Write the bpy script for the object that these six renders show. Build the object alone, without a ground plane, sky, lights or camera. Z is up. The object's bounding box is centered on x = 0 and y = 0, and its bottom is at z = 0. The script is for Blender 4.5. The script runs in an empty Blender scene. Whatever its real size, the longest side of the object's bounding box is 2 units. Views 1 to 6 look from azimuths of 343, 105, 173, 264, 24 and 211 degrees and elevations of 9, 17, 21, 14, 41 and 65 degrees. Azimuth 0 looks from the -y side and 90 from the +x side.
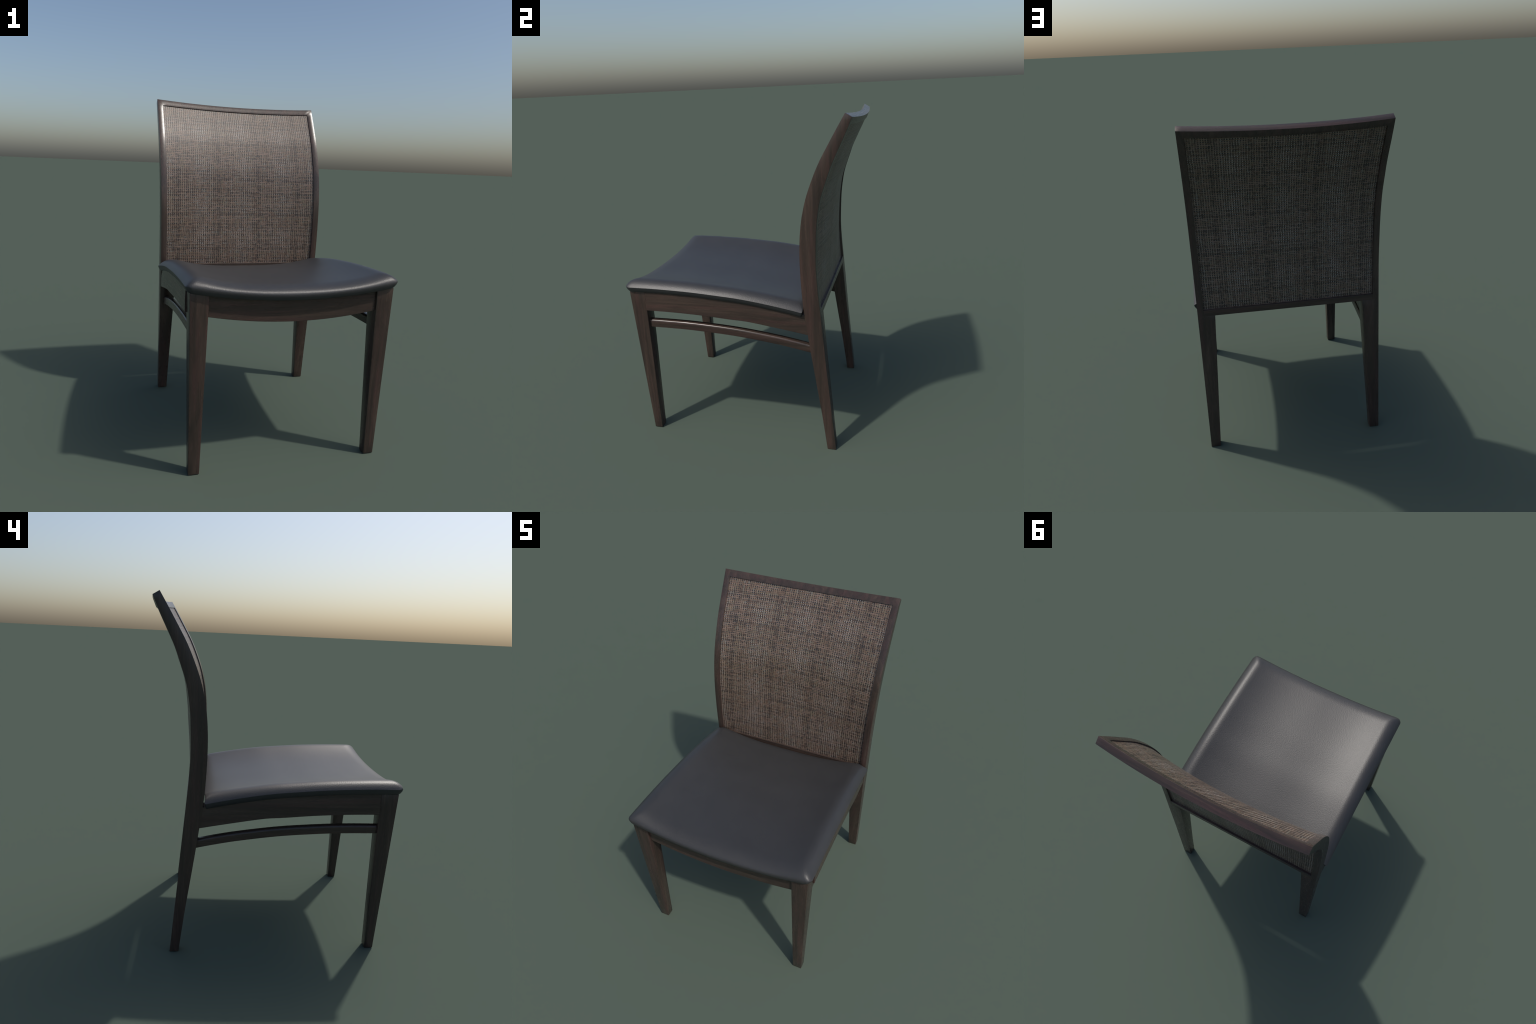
"""Dark-stained wooden dining chair: leather seat, woven panel in a bowed backrest frame.
Chair faces -y.  All parts share the world origin, so Object coordinates are metres."""
import bpy, bmesh, math
from mathutils import Vector

# ------------------------------------------------------------------ helpers
def lerp(a, b, t):
    return a + (b - a) * t

def clamp(v, lo=0.0, hi=1.0):
    return max(lo, min(hi, v))

def smooth(a, b, x):
    t = clamp((x - a) / (b - a))
    return t * t * (3 - 2 * t)

def spline(pts):
    """Monotone-friendly cubic (Catmull-Rom tangents) through (x, y) control points."""
    xs = [p[0] for p in pts]
    ys = [p[1] for p in pts]
    n = len(pts)
    m = []
    for i in range(n):
        a, b = max(i - 1, 0), min(i + 1, n - 1)
        m.append((ys[b] - ys[a]) / (xs[b] - xs[a]))
    def f(x):
        x = clamp(x, xs[0], xs[-1])
        i = 0
        while i < n - 2 and x > xs[i + 1]:
            i += 1
        h = xs[i + 1] - xs[i]
        t = (x - xs[i]) / h
        return ((2*t**3 - 3*t**2 + 1) * ys[i] + (t**3 - 2*t**2 + t) * h * m[i]
                + (-2*t**3 + 3*t**2) * ys[i + 1] + (t**3 - t**2) * h * m[i + 1])
    return f

root = bpy.data.objects.new("dining_chair", None)
bpy.context.scene.collection.objects.link(root)
root["label"] = "dark wooden dining chair with leather seat and woven back"
root["category"] = "chair"

def finish(name, bm, mats, bevel=0.0, angle=40.0, segments=2, harden=True):
    bmesh.ops.recalc_face_normals(bm, faces=bm.faces)
    me = bpy.data.meshes.new(name)
    bm.to_mesh(me)
    bm.free()
    ob = bpy.data.objects.new(name, me)
    bpy.context.scene.collection.objects.link(ob)
    ob.parent = root
    for m in mats:
        me.materials.append(m)
    me.shade_smooth()
    if bevel > 0:
        md = ob.modifiers.new("edge", 'BEVEL')
        md.width = bevel
        md.segments = segments
        md.limit_method = 'ANGLE'
        md.angle_limit = math.radians(angle)
        md.harden_normals = harden
        bpy.context.view_layer.update()
        dg = bpy.context.evaluated_depsgraph_get()
        new = bpy.data.meshes.new_from_object(ob.evaluated_get(dg))
        ob.modifiers.clear()
        ob.data = new
        bpy.data.meshes.remove(me)
        new.name = name
        me = new
    else:
        me.set_sharp_from_angle(angle=math.radians(angle))
    return ob

def loft(rings, cap=True):
    """Closed cross-sections (lists of points) joined into a tube."""
    bm = bmesh.new()
    vs = [[bm.verts.new(p) for p in r] for r in rings]
    n = len(rings[0])
    for a, b in zip(vs, vs[1:]):
        for i in range(n):
            j = (i + 1) % n
            bm.faces.new((a[i], a[j], b[j], b[i]))
    if cap:
        bm.faces.new(list(reversed(vs[0])))
        bm.faces.new(vs[-1])
    return bm

# ------------------------------------------------------------------ node helpers
class Nodes:
    def __init__(self, name):
        self.mat = bpy.data.materials.new(name)
        self.mat.use_nodes = True
        self.t = self.mat.node_tree
        self.t.nodes.clear()
        self.out = self.t.nodes.new('ShaderNodeOutputMaterial')
        self.bsdf = self.t.nodes.new('ShaderNodeBsdfPrincipled')
        self.t.links.new(self.bsdf.outputs[0], self.out.inputs[0])
        self.coord = self.t.nodes.new('ShaderNodeTexCoord').outputs['Object']

    def link(self, sock, v):
        if hasattr(v, 'is_output'):
            self.t.links.new(v, sock)
        else:
            sock.default_value = v

    def math(self, op, a, b=0.0, c=0.0, clamp=False):
        n = self.t.nodes.new('ShaderNodeMath')
        n.operation = op
        n.use_clamp = clamp
        for i, v in enumerate((a, b, c)):
            self.link(n.inputs[i], v)
        return n.outputs[0]

    def mapping(self, vec, scale=(1, 1, 1), loc=(0, 0, 0)):
        n = self.t.nodes.new('ShaderNodeMapping')
        self.link(n.inputs['Vector'], vec)
        n.inputs['Scale'].default_value = scale
        n.inputs['Location'].default_value = loc
        return n.outputs[0]

    def noise(self, vec, scale, detail=3.0, rough=0.5, dist=0.0):
        n = self.t.nodes.new('ShaderNodeTexNoise')
        self.link(n.inputs['Vector'], vec)
        n.inputs['Scale'].default_value = scale
        n.inputs['Detail'].default_value = detail
        n.inputs['Roughness'].default_value = rough
        n.inputs['Distortion'].default_value = dist
        return n.outputs['Fac']

    def ramp(self, fac, stops, interp='LINEAR'):
        n = self.t.nodes.new('ShaderNodeValToRGB')
        n.color_ramp.interpolation = interp
        els = n.color_ramp.elements
        while len(els) < len(stops):
            els.new(0.5)
        for e, (p, c) in zip(els, stops):
            e.position = p
            e.color = (*c, 1) if len(c) == 3 else c
        self.link(n.inputs[0], fac)
        return n.outputs[0]

    def remap(self, v, a, b, c=0.0, d=1.0):
        n = self.t.nodes.new('ShaderNodeMapRange')
        n.interpolation_type = 'SMOOTHSTEP'
        self.link(n.inputs[0], v)
        for i, x in enumerate((a, b, c, d)):
            n.inputs[i + 1].default_value = x
        return n.outputs[0]

    def mix(self, fac, a, b, mode='MIX'):
        n = self.t.nodes.new('ShaderNodeMix')
        n.data_type = 'RGBA'
        n.blend_type = mode
        self.link(n.inputs[0], fac)
        for s, v in ((n.inputs[6], a), (n.inputs[7], b)):
            self.link(s, (*v, 1) if isinstance(v, tuple) and len(v) == 3 else v)
        return n.outputs[2]

    def bump(self, height, strength, distance):
        n = self.t.nodes.new('ShaderNodeBump')
        n.inputs['Strength'].default_value = strength
        n.inputs['Distance'].default_value = distance
        self.link(n.inputs['Height'], height)
        self.link(self.bsdf.inputs['Normal'], n.outputs[0])

    def sep(self, vec):
        n = self.t.nodes.new('ShaderNodeSeparateXYZ')
        self.link(n.inputs[0], vec)
        return n.outputs

    def comb(self, x, y, z):
        n = self.t.nodes.new('ShaderNodeCombineXYZ')
        for i, v in enumerate((x, y, z)):
            self.link(n.inputs[i], v)
        return n.outputs[0]

    def white(self, vec):
        n = self.t.nodes.new('ShaderNodeTexWhiteNoise')
        n.noise_dimensions = '3D'
        self.link(n.inputs['Vector'], vec)
        return n.outputs

# ------------------------------------------------------------------ materials
def wood(name, axis, shift):
    """Walnut stain; long streaks run along the given axis (0 x, 1 y, 2 z)."""
    N = Nodes(name)
    st = [1.0, 1.0, 1.0]
    st[axis] = 0.045
    v = N.mapping(N.coord, tuple(st), shift)
    band = N.noise(v, 30, 3, 0.6, 0.5)
    fine = N.noise(v, 150, 4, 0.6)
    hue = N.noise(N.mapping(v, (1, 1, 1), (7, 3, 5)), 34, 2, 0.5)
    col = N.ramp(band, [(0.28, WOOD_DARK), (0.50, WOOD_MID), (0.74, WOOD_LIGHT)])
    col = N.mix(N.remap(hue, 0.45, 0.70, 0.0, 0.55), col, WOOD_RED)
    col = N.mix(N.remap(fine, 0.40, 0.68, 0.0, 0.5), col, WOOD_DARK)
    N.link(N.bsdf.inputs['Base Color'], col)
    N.link(N.bsdf.inputs['Roughness'], N.remap(fine, 0.2, 0.8, 0.25, 0.33))
    N.bsdf.inputs['Specular IOR Level'].default_value = 0.5
    N.bump(fine, 0.12, 0.0015)
    return N.mat

WOOD_DARK = (0.030, 0.023, 0.019)
WOOD_MID = (0.051, 0.035, 0.028)
WOOD_LIGHT = (0.084, 0.056, 0.043)
WOOD_RED = (0.072, 0.037, 0.033)

wood_x = wood("dark_wood_grain_across", 0, (0.3, 1.7, 0.9))
wood_y = wood("dark_wood_grain_deep", 1, (2.1, 0.4, 1.3))
wood_z = wood("dark_wood_grain_upright", 2, (0.0, 0.0, 0.0))

def leather():
    N = Nodes("charcoal_leather")
    big = N.noise(N.coord, 6, 3, 0.5)
    n = N.t.nodes.new('ShaderNodeTexVoronoi')
    n.feature = 'F1'
    n.inputs['Scale'].default_value = 170
    N.link(n.inputs['Vector'], N.coord)
    cell = n.outputs['Distance']
    grain = N.noise(N.coord, 190, 2, 0.5)
    h = N.math('ADD', N.math('MULTIPLY', cell, -0.8), grain)
    col = N.ramp(big, [(0.3, (0.033, 0.033, 0.034)), (0.7, (0.038, 0.038, 0.039))])
    col = N.mix(N.remap(cell, 0.25, 0.7, 0.0, 0.25), col, (0.026, 0.026, 0.028))
    N.link(N.bsdf.inputs['Base Color'], col)
    N.bsdf.inputs['Roughness'].default_value = 0.44
    N.bsdf.inputs['Specular IOR Level'].default_value = 0.5
    N.bump(h, 0.30, 0.0012)
    return N.mat

def woven():
    """Plain weave of brown and grey yarns: one hole and one pale knot per cell."""
    N = Nodes("woven_brown_fabric")
    x, y, z = N.sep(N.coord)[0:3]
    wob = N.noise(N.coord, 30, 2, 0.5)
    wob2 = N.noise(N.mapping(N.coord, (1, 1, 1), (3, 9, 4)), 30, 2, 0.5)
    cx = N.math('ADD', N.math('MULTIPLY', x, 21 / 0.28), N.math('MULTIPLY', wob, 0.8))
    cz = N.math('ADD', N.math('MULTIPLY', z, 22 / 0.235), N.math('MULTIPLY', wob2, 0.8))
    fx, fz = N.math('FRACT', cx), N.math('FRACT', cz)
    ix, iz = N.math('FLOOR', cx), N.math('FLOOR', cz)
    def tri(f, at):                                   # 0 at the line, 1 half a cell away
        d = N.math('ABSOLUTE', N.math('SUBTRACT', f, at))
        return N.math('MULTIPLY', N.math('MINIMUM', d, N.math('SUBTRACT', 1.0, d)), 2.0)
    hole = N.math('ADD', N.math('POWER', tri(fx, 0.5), 2.0), N.math('POWER', tri(fz, 0.5), 2.0))
    hole = N.remap(hole, 0.12, 0.85, 1.0, 0.0)
    knot = N.math('ADD', N.math('POWER', tri(fx, 0.03), 2.0), N.math('POWER', tri(fz, 0.58), 2.0))
    knot = N.remap(knot, 0.04, 0.42, 1.0, 0.0)
    # yarn colours: each warp, each weft and each crossing has its own shade
    jx, jz = N.math('FLOOR', N.math('ADD', cx, 0.5)), N.math('FLOOR', N.math('ADD', cz, 0.5))
    mx, mz = N.math('FLOORED_MODULO', jx, 21.0), N.math('FLOORED_MODULO', jz, 22.0)
    warp = N.white(N.comb(mx, 3.3, 0.5))['Value']
    weft = N.white(N.comb(7.7, mz, 1.5))['Value']
    cell = N.white(N.comb(ix, iz, 2.5))['Value']
    half = N.white(N.comb(jx, jz, 4.5))['Value']
    slub = N.noise(N.comb(N.math('MULTIPLY', ix, 0.31), N.math('MULTIPLY', iz, 0.31), 0.0), 1.0, 2, 0.6)
    vert = N.math('LESS_THAN', tri(fx, 0.0), tri(fz, 0.0))
    yarn = N.math('ADD', N.math('MULTIPLY', vert, warp),
                  N.math('MULTIPLY', N.math('SUBTRACT', 1.0, vert), weft))
    yarn = N.math('ADD', N.math('MULTIPLY', yarn, 0.40), N.math('MULTIPLY', half, 0.60))
    col = N.ramp(yarn, YARN)
    # regular check of the cloth: dark and pale bands repeat in both directions
    def band(v, at, period):
        c = N.math('COSINE', N.math('MULTIPLY', N.math('SUBTRACT', v, at), 2 * math.pi / period))
        return N.math('MULTIPLY_ADD', c, 0.5, 0.5)
    dv = N.math('POWER', band(x, 0.11, 0.28), 2.0)
    dh = N.math('POWER', band(z, 0.972, 0.235), 2.0)
    wd = N.remap(warp, 0.20, 0.50, 1.0, 0.0)          # dark warps and wefts, most in the dark bands
    hd = N.remap(weft, 0.20, 0.50, 1.0, 0.0)
    both = N.math('ADD', N.math('MULTIPLY', wd, N.math('MULTIPLY_ADD', dv, 0.26, 0.22)),
                  N.math('MULTIPLY', hd, N.math('MULTIPLY_ADD', dh, 0.32, 0.32)))
    pick = N.math('MULTIPLY_ADD', cell, 0.9, N.math('MULTIPLY', slub, 1.1))
    both = N.math('MULTIPLY', both, N.remap(pick, 0.6, 1.4, 0.35, 1.5))
    both = N.math('ADD', both, N.remap(yarn, 0.0, 0.45, 0.25, 0.0))
    col = N.mix(N.math('MULTIPLY', both, 0.85, clamp=True), col, YARN_DARK)
    lightv = N.math('POWER', band(x, 0.005, 0.28), 2.0)
    lighth = N.math('SUBTRACT', 1.0, dh)
    amount = N.math('MULTIPLY', N.math('MULTIPLY_ADD', lightv, 0.60, 0.34), N.math('MULTIPLY_ADD', lighth, 0.5, 0.5))
    amount = N.math('MULTIPLY', amount, N.remap(pick, 0.5, 1.5, 0.35, 1.35))
    # short yarn floats: pale dashes a few crossings long, along either direction
    def dash(i_long, i_across, f_across, seed):
        run = N.math('FLOOR', N.math('MULTIPLY_ADD', i_long, 0.36, N.math('MULTIPLY', i_across, 0.57)))
        on = N.math('GREATER_THAN', N.white(N.comb(run, i_across, seed))['Value'], 0.76)
        return N.math('MULTIPLY', on, N.remap(tri(f_across, 0.0), 0.10, 0.55, 1.0, 0.0))
    across = dash(ix, jz, fz, 11.5)
    along = dash(iz, jx, fx, 17.5)
    col = N.mix(N.math('MULTIPLY', across, 0.80), col, FLOAT_PINK)
    col = N.mix(N.math('MULTIPLY', along, 0.50), col, FLOAT_TAN)
    col = N.mix(N.math('MULTIPLY', knot, amount, clamp=True), col, KNOT)
    dark = N.math('MULTIPLY', hole, N.math('MULTIPLY', N.remap(cell, 0.0, 0.6, 0.45, 1.0), N.remap(half, 0.0, 0.5, 0.6, 1.0)))
    col = N.mix(dark, col, HOLE)
    N.link(N.bsdf.inputs['Base Color'], col)
    N.bsdf.inputs['Roughness'].default_value = 0.42
    N.bsdf.inputs['Specular IOR Level'].default_value = 0.5
    N.bump(N.math('SUBTRACT', N.math('MULTIPLY', knot, 0.4), hole), 0.10, 0.002)
    return N.mat

YARN = [(0.12, (0.064, 0.037, 0.024)), (0.33, (0.144, 0.090, 0.060)),
        (0.55, (0.176, 0.118, 0.088)), (0.72, (0.148, 0.112, 0.068)), (0.92, (0.170, 0.150, 0.130))]
YARN_DARK = (0.042, 0.028, 0.021)
FLOAT_PINK = (0.235, 0.164, 0.132)
FLOAT_TAN = (0.215, 0.162, 0.110)
KNOT = (0.40, 0.39, 0.37)
HOLE = (0.012, 0.011, 0.012)

leather_mat = leather()
weave_mat = woven()

# ------------------------------------------------------------------ side profiles (y over z)
post_front = spline([(0.0, 0.536), (0.25, 0.504), (0.44, 0.476), (0.60, 0.4525), (0.75, 0.432),
                     (0.90, 0.4115), (1.03, 0.401), (1.14, 0.396), (1.25, 0.395), (1.34, 0.399),
                     (1.41, 0.406), (1.47, 0.4155), (1.56, 0.437), (1.66, 0.472), (1.755, 0.513),
                     (1.84, 0.559), (1.92, 0.604), (2.0, 0.6505)])
post_back = spline([(0.0, 0.587), (0.24, 0.5645), (0.45, 0.5445), (0.60, 0.531), (0.75, 0.5185),
                    (0.89, 0.506), (1.02, 0.494), (1.145, 0.4855), (1.235, 0.485), (1.30, 0.4865),
                    (1.387, 0.490), (1.47, 0.499), (1.555, 0.5145), (1.655, 0.547),
                    (1.735, 0.575), (1.82, 0.614), (1.91, 0.656), (1.979, 0.685)])
Z_SHELF, Z_TOPF, Z_TOPB = 0.877, 2.000, 1.979      # frame foot, top front edge, top back edge
T_LOW, T_HIGH = 0.0325, 0.967                      # opening of the frame (share of its height)

def outer_x(z):
    return 0.544 + 0.0135 * (z / 2.0)

def frame_edges(t):
    zf, zb = lerp(Z_SHELF, Z_TOPF, t), lerp(Z_SHELF, Z_TOPB, t)
    return Vector((0, post_front(zf), zf)), Vector((0, post_back(zb), zb))

bow = spline([(0.0, 0.0), (0.10, 0.009), (0.20, 0.019), (0.29, 0.027), (0.39, 0.0335), (0.50, 0.0345),
              (0.62, 0.0325), (0.80, 0.032), (1.0, 0.0325)])

def frame_point(x, t, depth):
    """Point of the bowed backrest: depth 0 front face, 1 back face."""
    f, b = frame_edges(t)
    n = (b - f).normalized()
    p = f.lerp(b, depth) + n * bow(t) * (1 - (x / 0.557) ** 2)
    p.x = x
    return p

def opening_x(t):
    return lerp(0.513, 0.521, t)

# ------------------------------------------------------------------ rear legs, stiles and top rail
def bent_frame():
    """One continuous bent frame: leg, stile, top rail, stile, leg.  Swept as a single mitred
    tube so that the corners show no seam, then cut into its three parts at the mitres."""
    rings = []
    def up(side):
        out = []
        for i in range(19):                          # tapered leg below the back frame
            z = Z_SHELF * i / 18
            xi, xo = lerp(0.486, 0.4475, i / 18), outer_x(z)
            yf, yb = post_front(z), post_back(z)
            out.append([(side * xi, yf, z), (side * xo, yf, z), (side * xo, yb, z), (side * xi, yb, z)])
        for i in range(41):                          # narrow stile, ending on the mitre
            t = 0.0005 + 0.9995 * i / 40
            ti = 0.0005 + (T_HIGH - 0.0005) * i / 40
            ring = []
            for outer, d in ((0, 0), (1, 0), (1, 1), (0, 1)):
                tt = t if outer else ti
                x = outer_x(lerp(Z_SHELF, 2.0, tt)) if outer else opening_x(tt)
                p = frame_point(x, tt, d)
                ring.append((side * p.x, p.y, p.z))
            out.append(ring)
        return out
    rings += up(-1)
    n = 36
    for i in range(1, n):
        k = -1 + 2 * i / n
        ring = []
        for outer, d in ((0, 0), (1, 0), (1, 1), (0, 1)):
            tt = 1.0 if outer else T_HIGH
            x = outer_x(2.0) if outer else opening_x(T_HIGH)
            ring.append(tuple(frame_point(k * x, tt, d)))
        rings.append(ring)
    rings += list(reversed(up(1)))
    whole = finish("bent_frame", loft(rings), [wood_z, wood_x], 0.0026, 35, 2, False)
    me = whole.data
    normals = [tuple(c.vector) for c in me.corner_normals]
    def part_of(c):
        zz = lerp(c.z, c.z + 0.021, clamp((c.y - post_front(c.z)) / 0.06))
        t = (zz - Z_SHELF) / (Z_TOPF - Z_SHELF)
        if (t - T_HIGH) / (1 - T_HIGH) > (abs(c.x) - 0.5205) / 0.0365 and t > T_HIGH - 0.015:
            return 1
        return 0 if c.x < 0 else 2
    for part, name in ((0, "rear_leg"), (2, "rear_leg"), (1, "top_rail")):
        polys = [p for p in me.polygons if part_of(p.center) == part]
        index, verts, faces, nors, slots = {}, [], [], [], []
        for p in polys:
            f = []
            for li in p.loop_indices:
                v = me.loops[li].vertex_index
                if v not in index:
                    index[v] = len(verts)
                    verts.append(tuple(me.vertices[v].co))
                f.append(index[v])
                nors.append(normals[li])
            faces.append(f)
            slots.append(1 if part == 1 and p.normal.z > 0.6 else 0)
        m = bpy.data.meshes.new(name)
        m.from_pydata(verts, [], faces)
        m.materials.append(wood_z)
        m.materials.append(wood_x)
        for p, k in zip(m.polygons, slots):
            p.material_index = k
        m.shade_smooth()
        m.normals_split_custom_set(nors)
        ob = bpy.data.objects.new(name, m)
        bpy.context.scene.collection.objects.link(ob)
        ob.parent = root
    bpy.data.objects.remove(whole)
    bpy.data.meshes.remove(me)

bent_frame()

# ------------------------------------------------------------------ backrest rails and woven panel
def cross_rail(name, t0, t1, mats, top_slot):
    n = 40
    rings = []
    for i in range(n + 1):
        k = -1 + 2 * i / n
        ring = []
        for t, d in ((t0, 0), (t1, 0), (t1, 1), (t0, 1)):
            ring.append(frame_point(k * opening_x(t), t, d))
        rings.append(ring)
    bm = loft(rings)
    bm.normal_update()
    bmesh.ops.recalc_face_normals(bm, faces=bm.faces)
    if top_slot:
        for f in bm.faces:
            if f.normal.z > 0.6:
                f.material_index = 1
    return finish(name, bm, mats, 0.0012, 40)

cross_rail("bottom_rail", -0.001, T_LOW, [wood_x], False)

def back_panel():
    """Padded woven panel set into the frame; its middle lies deeper than its border."""
    nx, nt = 48, 70
    rings = []
    def front(x, t, hx):
        belly = (1 - (x / hx) ** 2) * smooth(0.10, 0.42, t) * smooth(1.05, 0.75, t)
        return frame_point(x, t, 0.105 + 0.085 * belly)
    def back(x, t, hx):
        belly = (1 - (x / hx) ** 2) * smooth(0.02, 0.25, t) * smooth(1.02, 0.7, t)
        return frame_point(x, t, 0.855 + 0.085 * belly)
    for j in range(nt + 1):
        t = lerp(T_LOW - 0.002, T_HIGH + 0.002, j / nt)
        hx = opening_x(t) + 0.002
        row = [front(hx * (-1 + 2 * i / nx), t, hx) for i in range(nx + 1)]
        row += [back(hx * (1 - 2 * i / nx), t, hx) for i in range(nx + 1)]
        rings.append(row)
    return finish("back_panel", loft(rings), [weave_mat], 0.0, 40)

back_panel()

# ------------------------------------------------------------------ front legs
def front_leg(side):
    rings = []
    for i in range(13):
        k = i / 12
        z = 0.973 * k
        xi, xo = lerp(0.470, 0.451, k), lerp(0.528, 0.547, k)
        yf, yb = lerp(-0.627, -0.682, k), lerp(-0.576, -0.580, k)
        rings.append([(side * xi, yf, z), (side * xo, yf, z), (side * xo, yb, z), (side * xi, yb, z)])
    return finish("front_leg", loft(rings), [wood_z], 0.0028, 35, 2, False)

for side in (-1, 1):
    front_leg(side)

# ------------------------------------------------------------------ seat curves
seam_z = spline([(-0.715, 1.007), (-0.50, 1.005), (-0.28, 0.996), (-0.10, 0.982), (0.02, 0.971),
                 (0.16, 0.951), (0.31, 0.924), (0.404, 0.904), (0.45, 0.893)])
apron_low = spline([(-0.60, 0.854), (-0.40, 0.8505), (-0.21, 0.8415), (-0.035, 0.8275),
                    (0.065, 0.821), (0.23, 0.7955), (0.34, 0.7755), (0.44, 0.7565)])
stretch_top = spline([(-0.60, 0.780), (-0.40, 0.778), (-0.26, 0.773), (-0.02, 0.756),
                      (0.22, 0.725), (0.35, 0.702), (0.46, 0.679)])

# ------------------------------------------------------------------ aprons under the seat
def side_apron(side):
    rings = []
    for i in range(41):
        y = lerp(-0.579, 0.4445, i / 40)
        lo, hi = apron_low(y), seam_z(y) - 0.022
        xi, xo = 0.460, 0.553 - 0.0055 * smooth(0.22, 0.43, y)
        y_lo = y_hi = y
        if i == 40:                                  # rear end follows the raked rear leg
            y_lo, y_hi = post_front(lo) + 0.02, post_front(hi) + 0.02
        ring = [(side * xi, y_hi, hi), (side * xi, y_lo, lo)]
        for k in range(9):                           # outer face leans in towards the cushion
            u = k / 8
            ring.append((side * (xo - 0.003 * smooth(0.50, 1.0, u)), lerp(y_lo, y_hi, u), lerp(lo, hi, u)))
        rings.append(ring)
    return finish("side_apron", loft(rings), [wood_y], 0.002, 35)

def front_apron():
    rings = []
    for i in range(41):
        x = lerp(-0.472, 0.472, i / 40)
        lo = 0.8065 + 0.0405 * (x / 0.451) ** 2
        hi = lo + 0.125
        rings.append([(x, -0.6645, lo), (x, -0.6675, hi), (x, -0.622, hi), (x, -0.622, lo)])
    return finish("front_apron", loft(rings), [wood_x], 0.002, 35)

for side in (-1, 1):
    side_apron(side)
front_apron()

# ------------------------------------------------------------------ side stretchers (rounded on top)
def stretcher(side):
    section = []
    w, h, r = 0.045, 0.050, 0.014
    def arc(cx, cz, rad, a0, a1, n):
        for k in range(n + 1):
            a = math.radians(lerp(a0, a1, k / n))
            section.append((cx + rad * math.cos(a), cz + rad * math.sin(a)))
    arc(w / 2 - 0.004, -h + 0.004, 0.004, -90, 0, 2)
    arc(w / 2 - r, -r, r, 0, 90, 7)
    arc(-w / 2 + r, -r, r, 90, 180, 7)
    arc(-w / 2 + 0.004, -h + 0.004, 0.004, 180, 270, 2)
    rings = []
    for i in range(41):
        y = lerp(-0.581, 0.452, i / 40)
        top = stretch_top(y) + 0.002
        ring = []
        for sx, sz in section:
            yy = y
            if i == 40:
                yy = post_front(top + sz) + 0.006
            ring.append((side * (0.5035 + sx), yy, top + sz))
        rings.append(ring)
    return finish("side_stretcher", loft(rings), [wood_y], 0.0, 40)

for side in (-1, 1):
    stretcher(side)

# ------------------------------------------------------------------ leather seat cushion
HX, Y_REAR = 0.570, 0.405
CROWN, DIP = 0.066, 0.079

def front_y(x):
    return -0.714 + 0.011 * min(1.2, (x / HX) ** 2)

def outline(inset, per_side=22, per_corner=7):
    """Rounded rectangle, bowed at the front, shrunk by inset; rear edge moves less."""
    hx = HX - inset
    yr = Y_REAR - inset * 0.6
    r_f = 0.034 + 0.35 * inset
    r_r = 0.008 + 0.15 * inset
    pts = []
    yf0 = -0.703 + inset
    corners = [(hx, yf0, r_f, -90), (hx, yr, r_r, 0), (-hx, yr, r_r, 90), (-hx, yf0, r_f, 180)]
    loop = []
    for cx, cy, r, a0 in corners:
        sx, sy = (1 if cx > 0 else -1), (1 if cy > 0 else -1)
        ox, oy = cx - sx * r, cy - sy * r
        loop.append([(ox + r * math.cos(math.radians(a0 + 90 * k / per_corner)),
                      oy + r * math.sin(math.radians(a0 + 90 * k / per_corner)))
                     for k in range(per_corner + 1)])
    for i in range(4):
        pts += loop[i]
        a, b = loop[i][-1], loop[(i + 1) % 4][0]
        for k in range(1, per_side):
            pts.append((lerp(a[0], b[0], k / per_side), lerp(a[1], b[1], k / per_side)))
    out = []
    for x, y in pts:                                  # bow of the front edge fades to the rear
        f = smooth(0.3, -0.70, y)
        out.append((x, y - 0.011 * (1 - (x / HX) ** 2) * f))
    return out

def crown_z(x, y):
    dip = DIP - 0.007 * smooth(0.1, 0.4, y) - 0.003 * smooth(-0.45, -0.65, y)
    return seam_z(y) + CROWN - dip * (1 - abs(x / HX) ** 2.9)

def edge_z(x, y):
    return seam_z(y) - 0.053 * (1 - (x / HX) ** 2)

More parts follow.
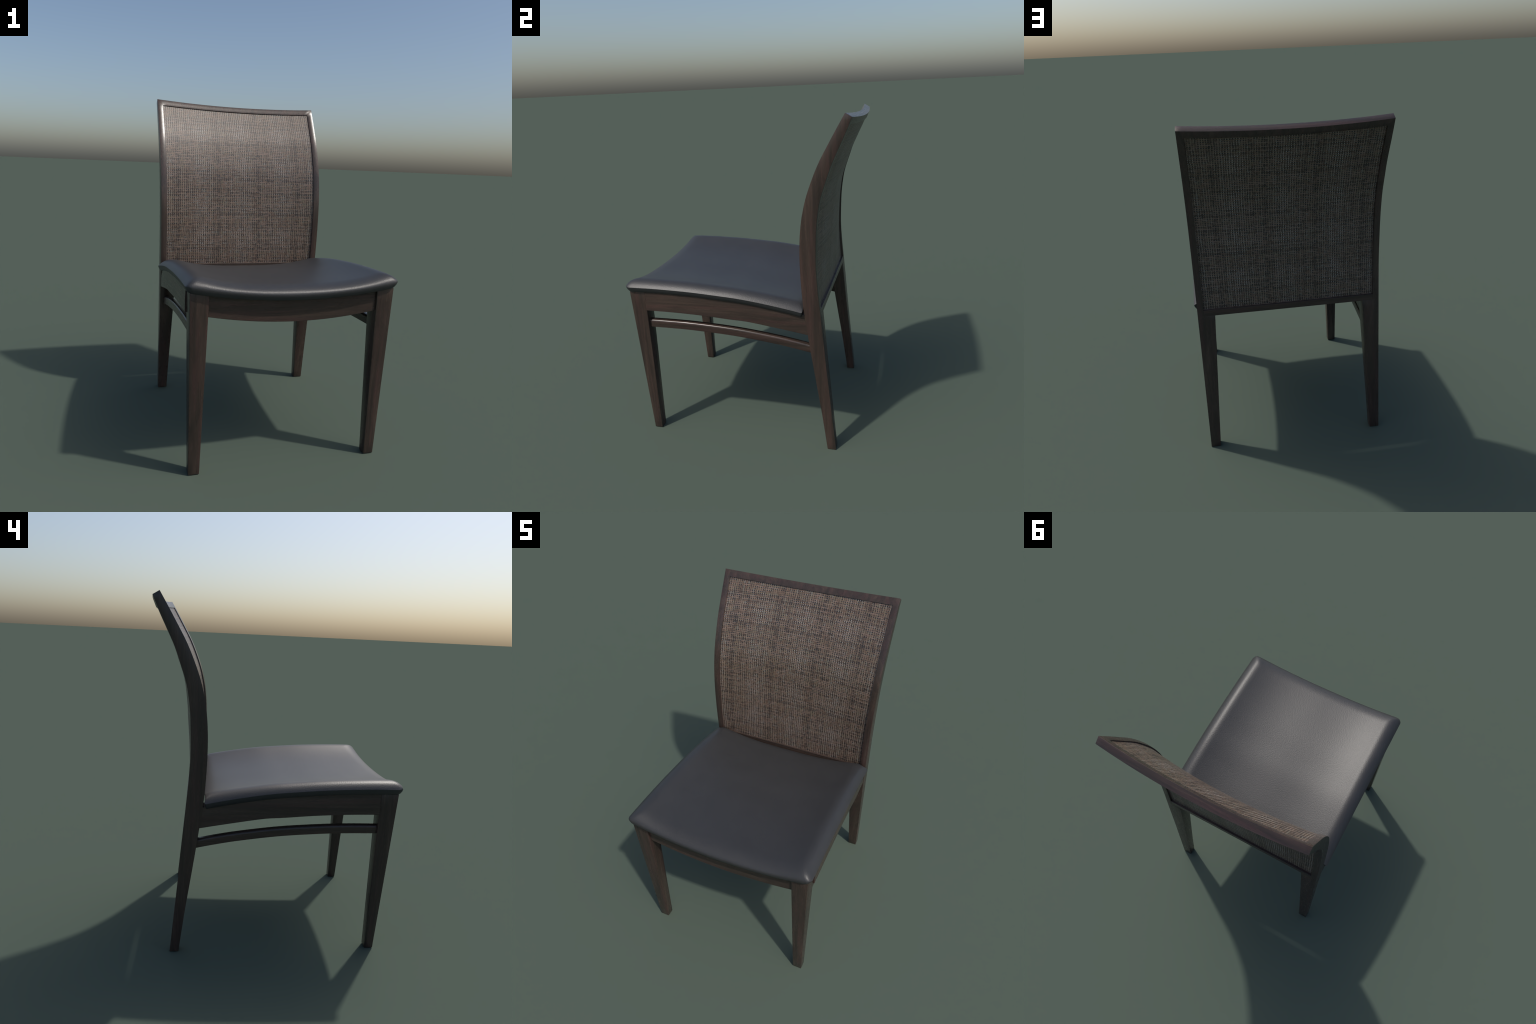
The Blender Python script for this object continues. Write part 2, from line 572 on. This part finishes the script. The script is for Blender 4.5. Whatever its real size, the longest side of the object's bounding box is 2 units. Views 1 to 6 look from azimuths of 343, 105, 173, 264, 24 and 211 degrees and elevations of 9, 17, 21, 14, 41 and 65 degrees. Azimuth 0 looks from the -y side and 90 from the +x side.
def top_z(x, y, edge):
    """edge: 1 on the outline."""
    a = clamp(1 - (HX - abs(x)) / 0.100)
    b = clamp(1 - (y - front_y(x)) / 0.095)
    fa = a ** 2.2
    fb = 1 - math.sqrt(max(0.0, 1 - b * b))
    q = 2.5
    f = min(1.0, (fa ** q + fb ** q) ** (1 / q))
    if edge and y < 0.385:
        f = 1.0
    c = clamp(1 - (Y_REAR - y) / 0.06)
    z = crown_z(x, y)
    return z - (z - edge_z(x, y)) * f - 0.009 * (1 - math.sqrt(max(0.0, 1 - c * c))) * (1 - f)

def seat_cushion():
    bm = bmesh.new()
    rings = []
    # underside, from the centre outwards
    def under(x, y):
        dip = 0.048
        return seam_z(y) - 0.0325 - dip * (1 - min(1.0, (x / 0.555) ** 2))
    base = outline(0.015)
    for k in (0.25, 0.6, 1.0):
        rings.append([(x * k, (y + 0.15) * k - 0.15, under(x * k, (y + 0.15) * k - 0.15) + (0.012 if k < 1 else 0))
                      for x, y in base])
    seam = outline(0.0)
    for inset, drop in ((0.0095, 0.80), (0.0030, 0.38)):   # turned-under edge
        low, o = outline(0.015), outline(inset)
        rings.append([(x, y, lerp(top_z(sx, sy, True), under(lx, ly), drop))
                      for (x, y), (sx, sy), (lx, ly) in zip(o, seam, low)])
    rings.append([(x, y, top_z(x, y, True)) for x, y in seam])
    n = 16
    for k in range(1, n + 1):                          # rolled border
        inset = 0.115 * (k / n) ** 1.6
        rings.append([(x, y, top_z(x, y, False)) for x, y in outline(inset)])
    inner = outline(0.115)
    for k in range(1, 15):                             # dished middle
        s = 1 - k / 15
        rings.append([(x * s, (y + 0.15) * s - 0.15, top_z(x * s, (y + 0.15) * s - 0.15, False)) for x, y in inner])
    vs = [[bm.verts.new(p) for p in r] for r in rings]
    m = len(rings[0])
    for a, b in zip(vs, vs[1:]):
        for i in range(m):
            j = (i + 1) % m
            bm.faces.new((a[i], a[j], b[j], b[i]))
    c = bm.verts.new((0, -0.15, top_z(0, -0.15, False)))
    for i in range(m):
        bm.faces.new((vs[-1][i], vs[-1][(i + 1) % m], c))
    bm.faces.new(list(reversed(vs[0])))
    return finish("seat_cushion", bm, [leather_mat], 0.0, 36)

seat_cushion()
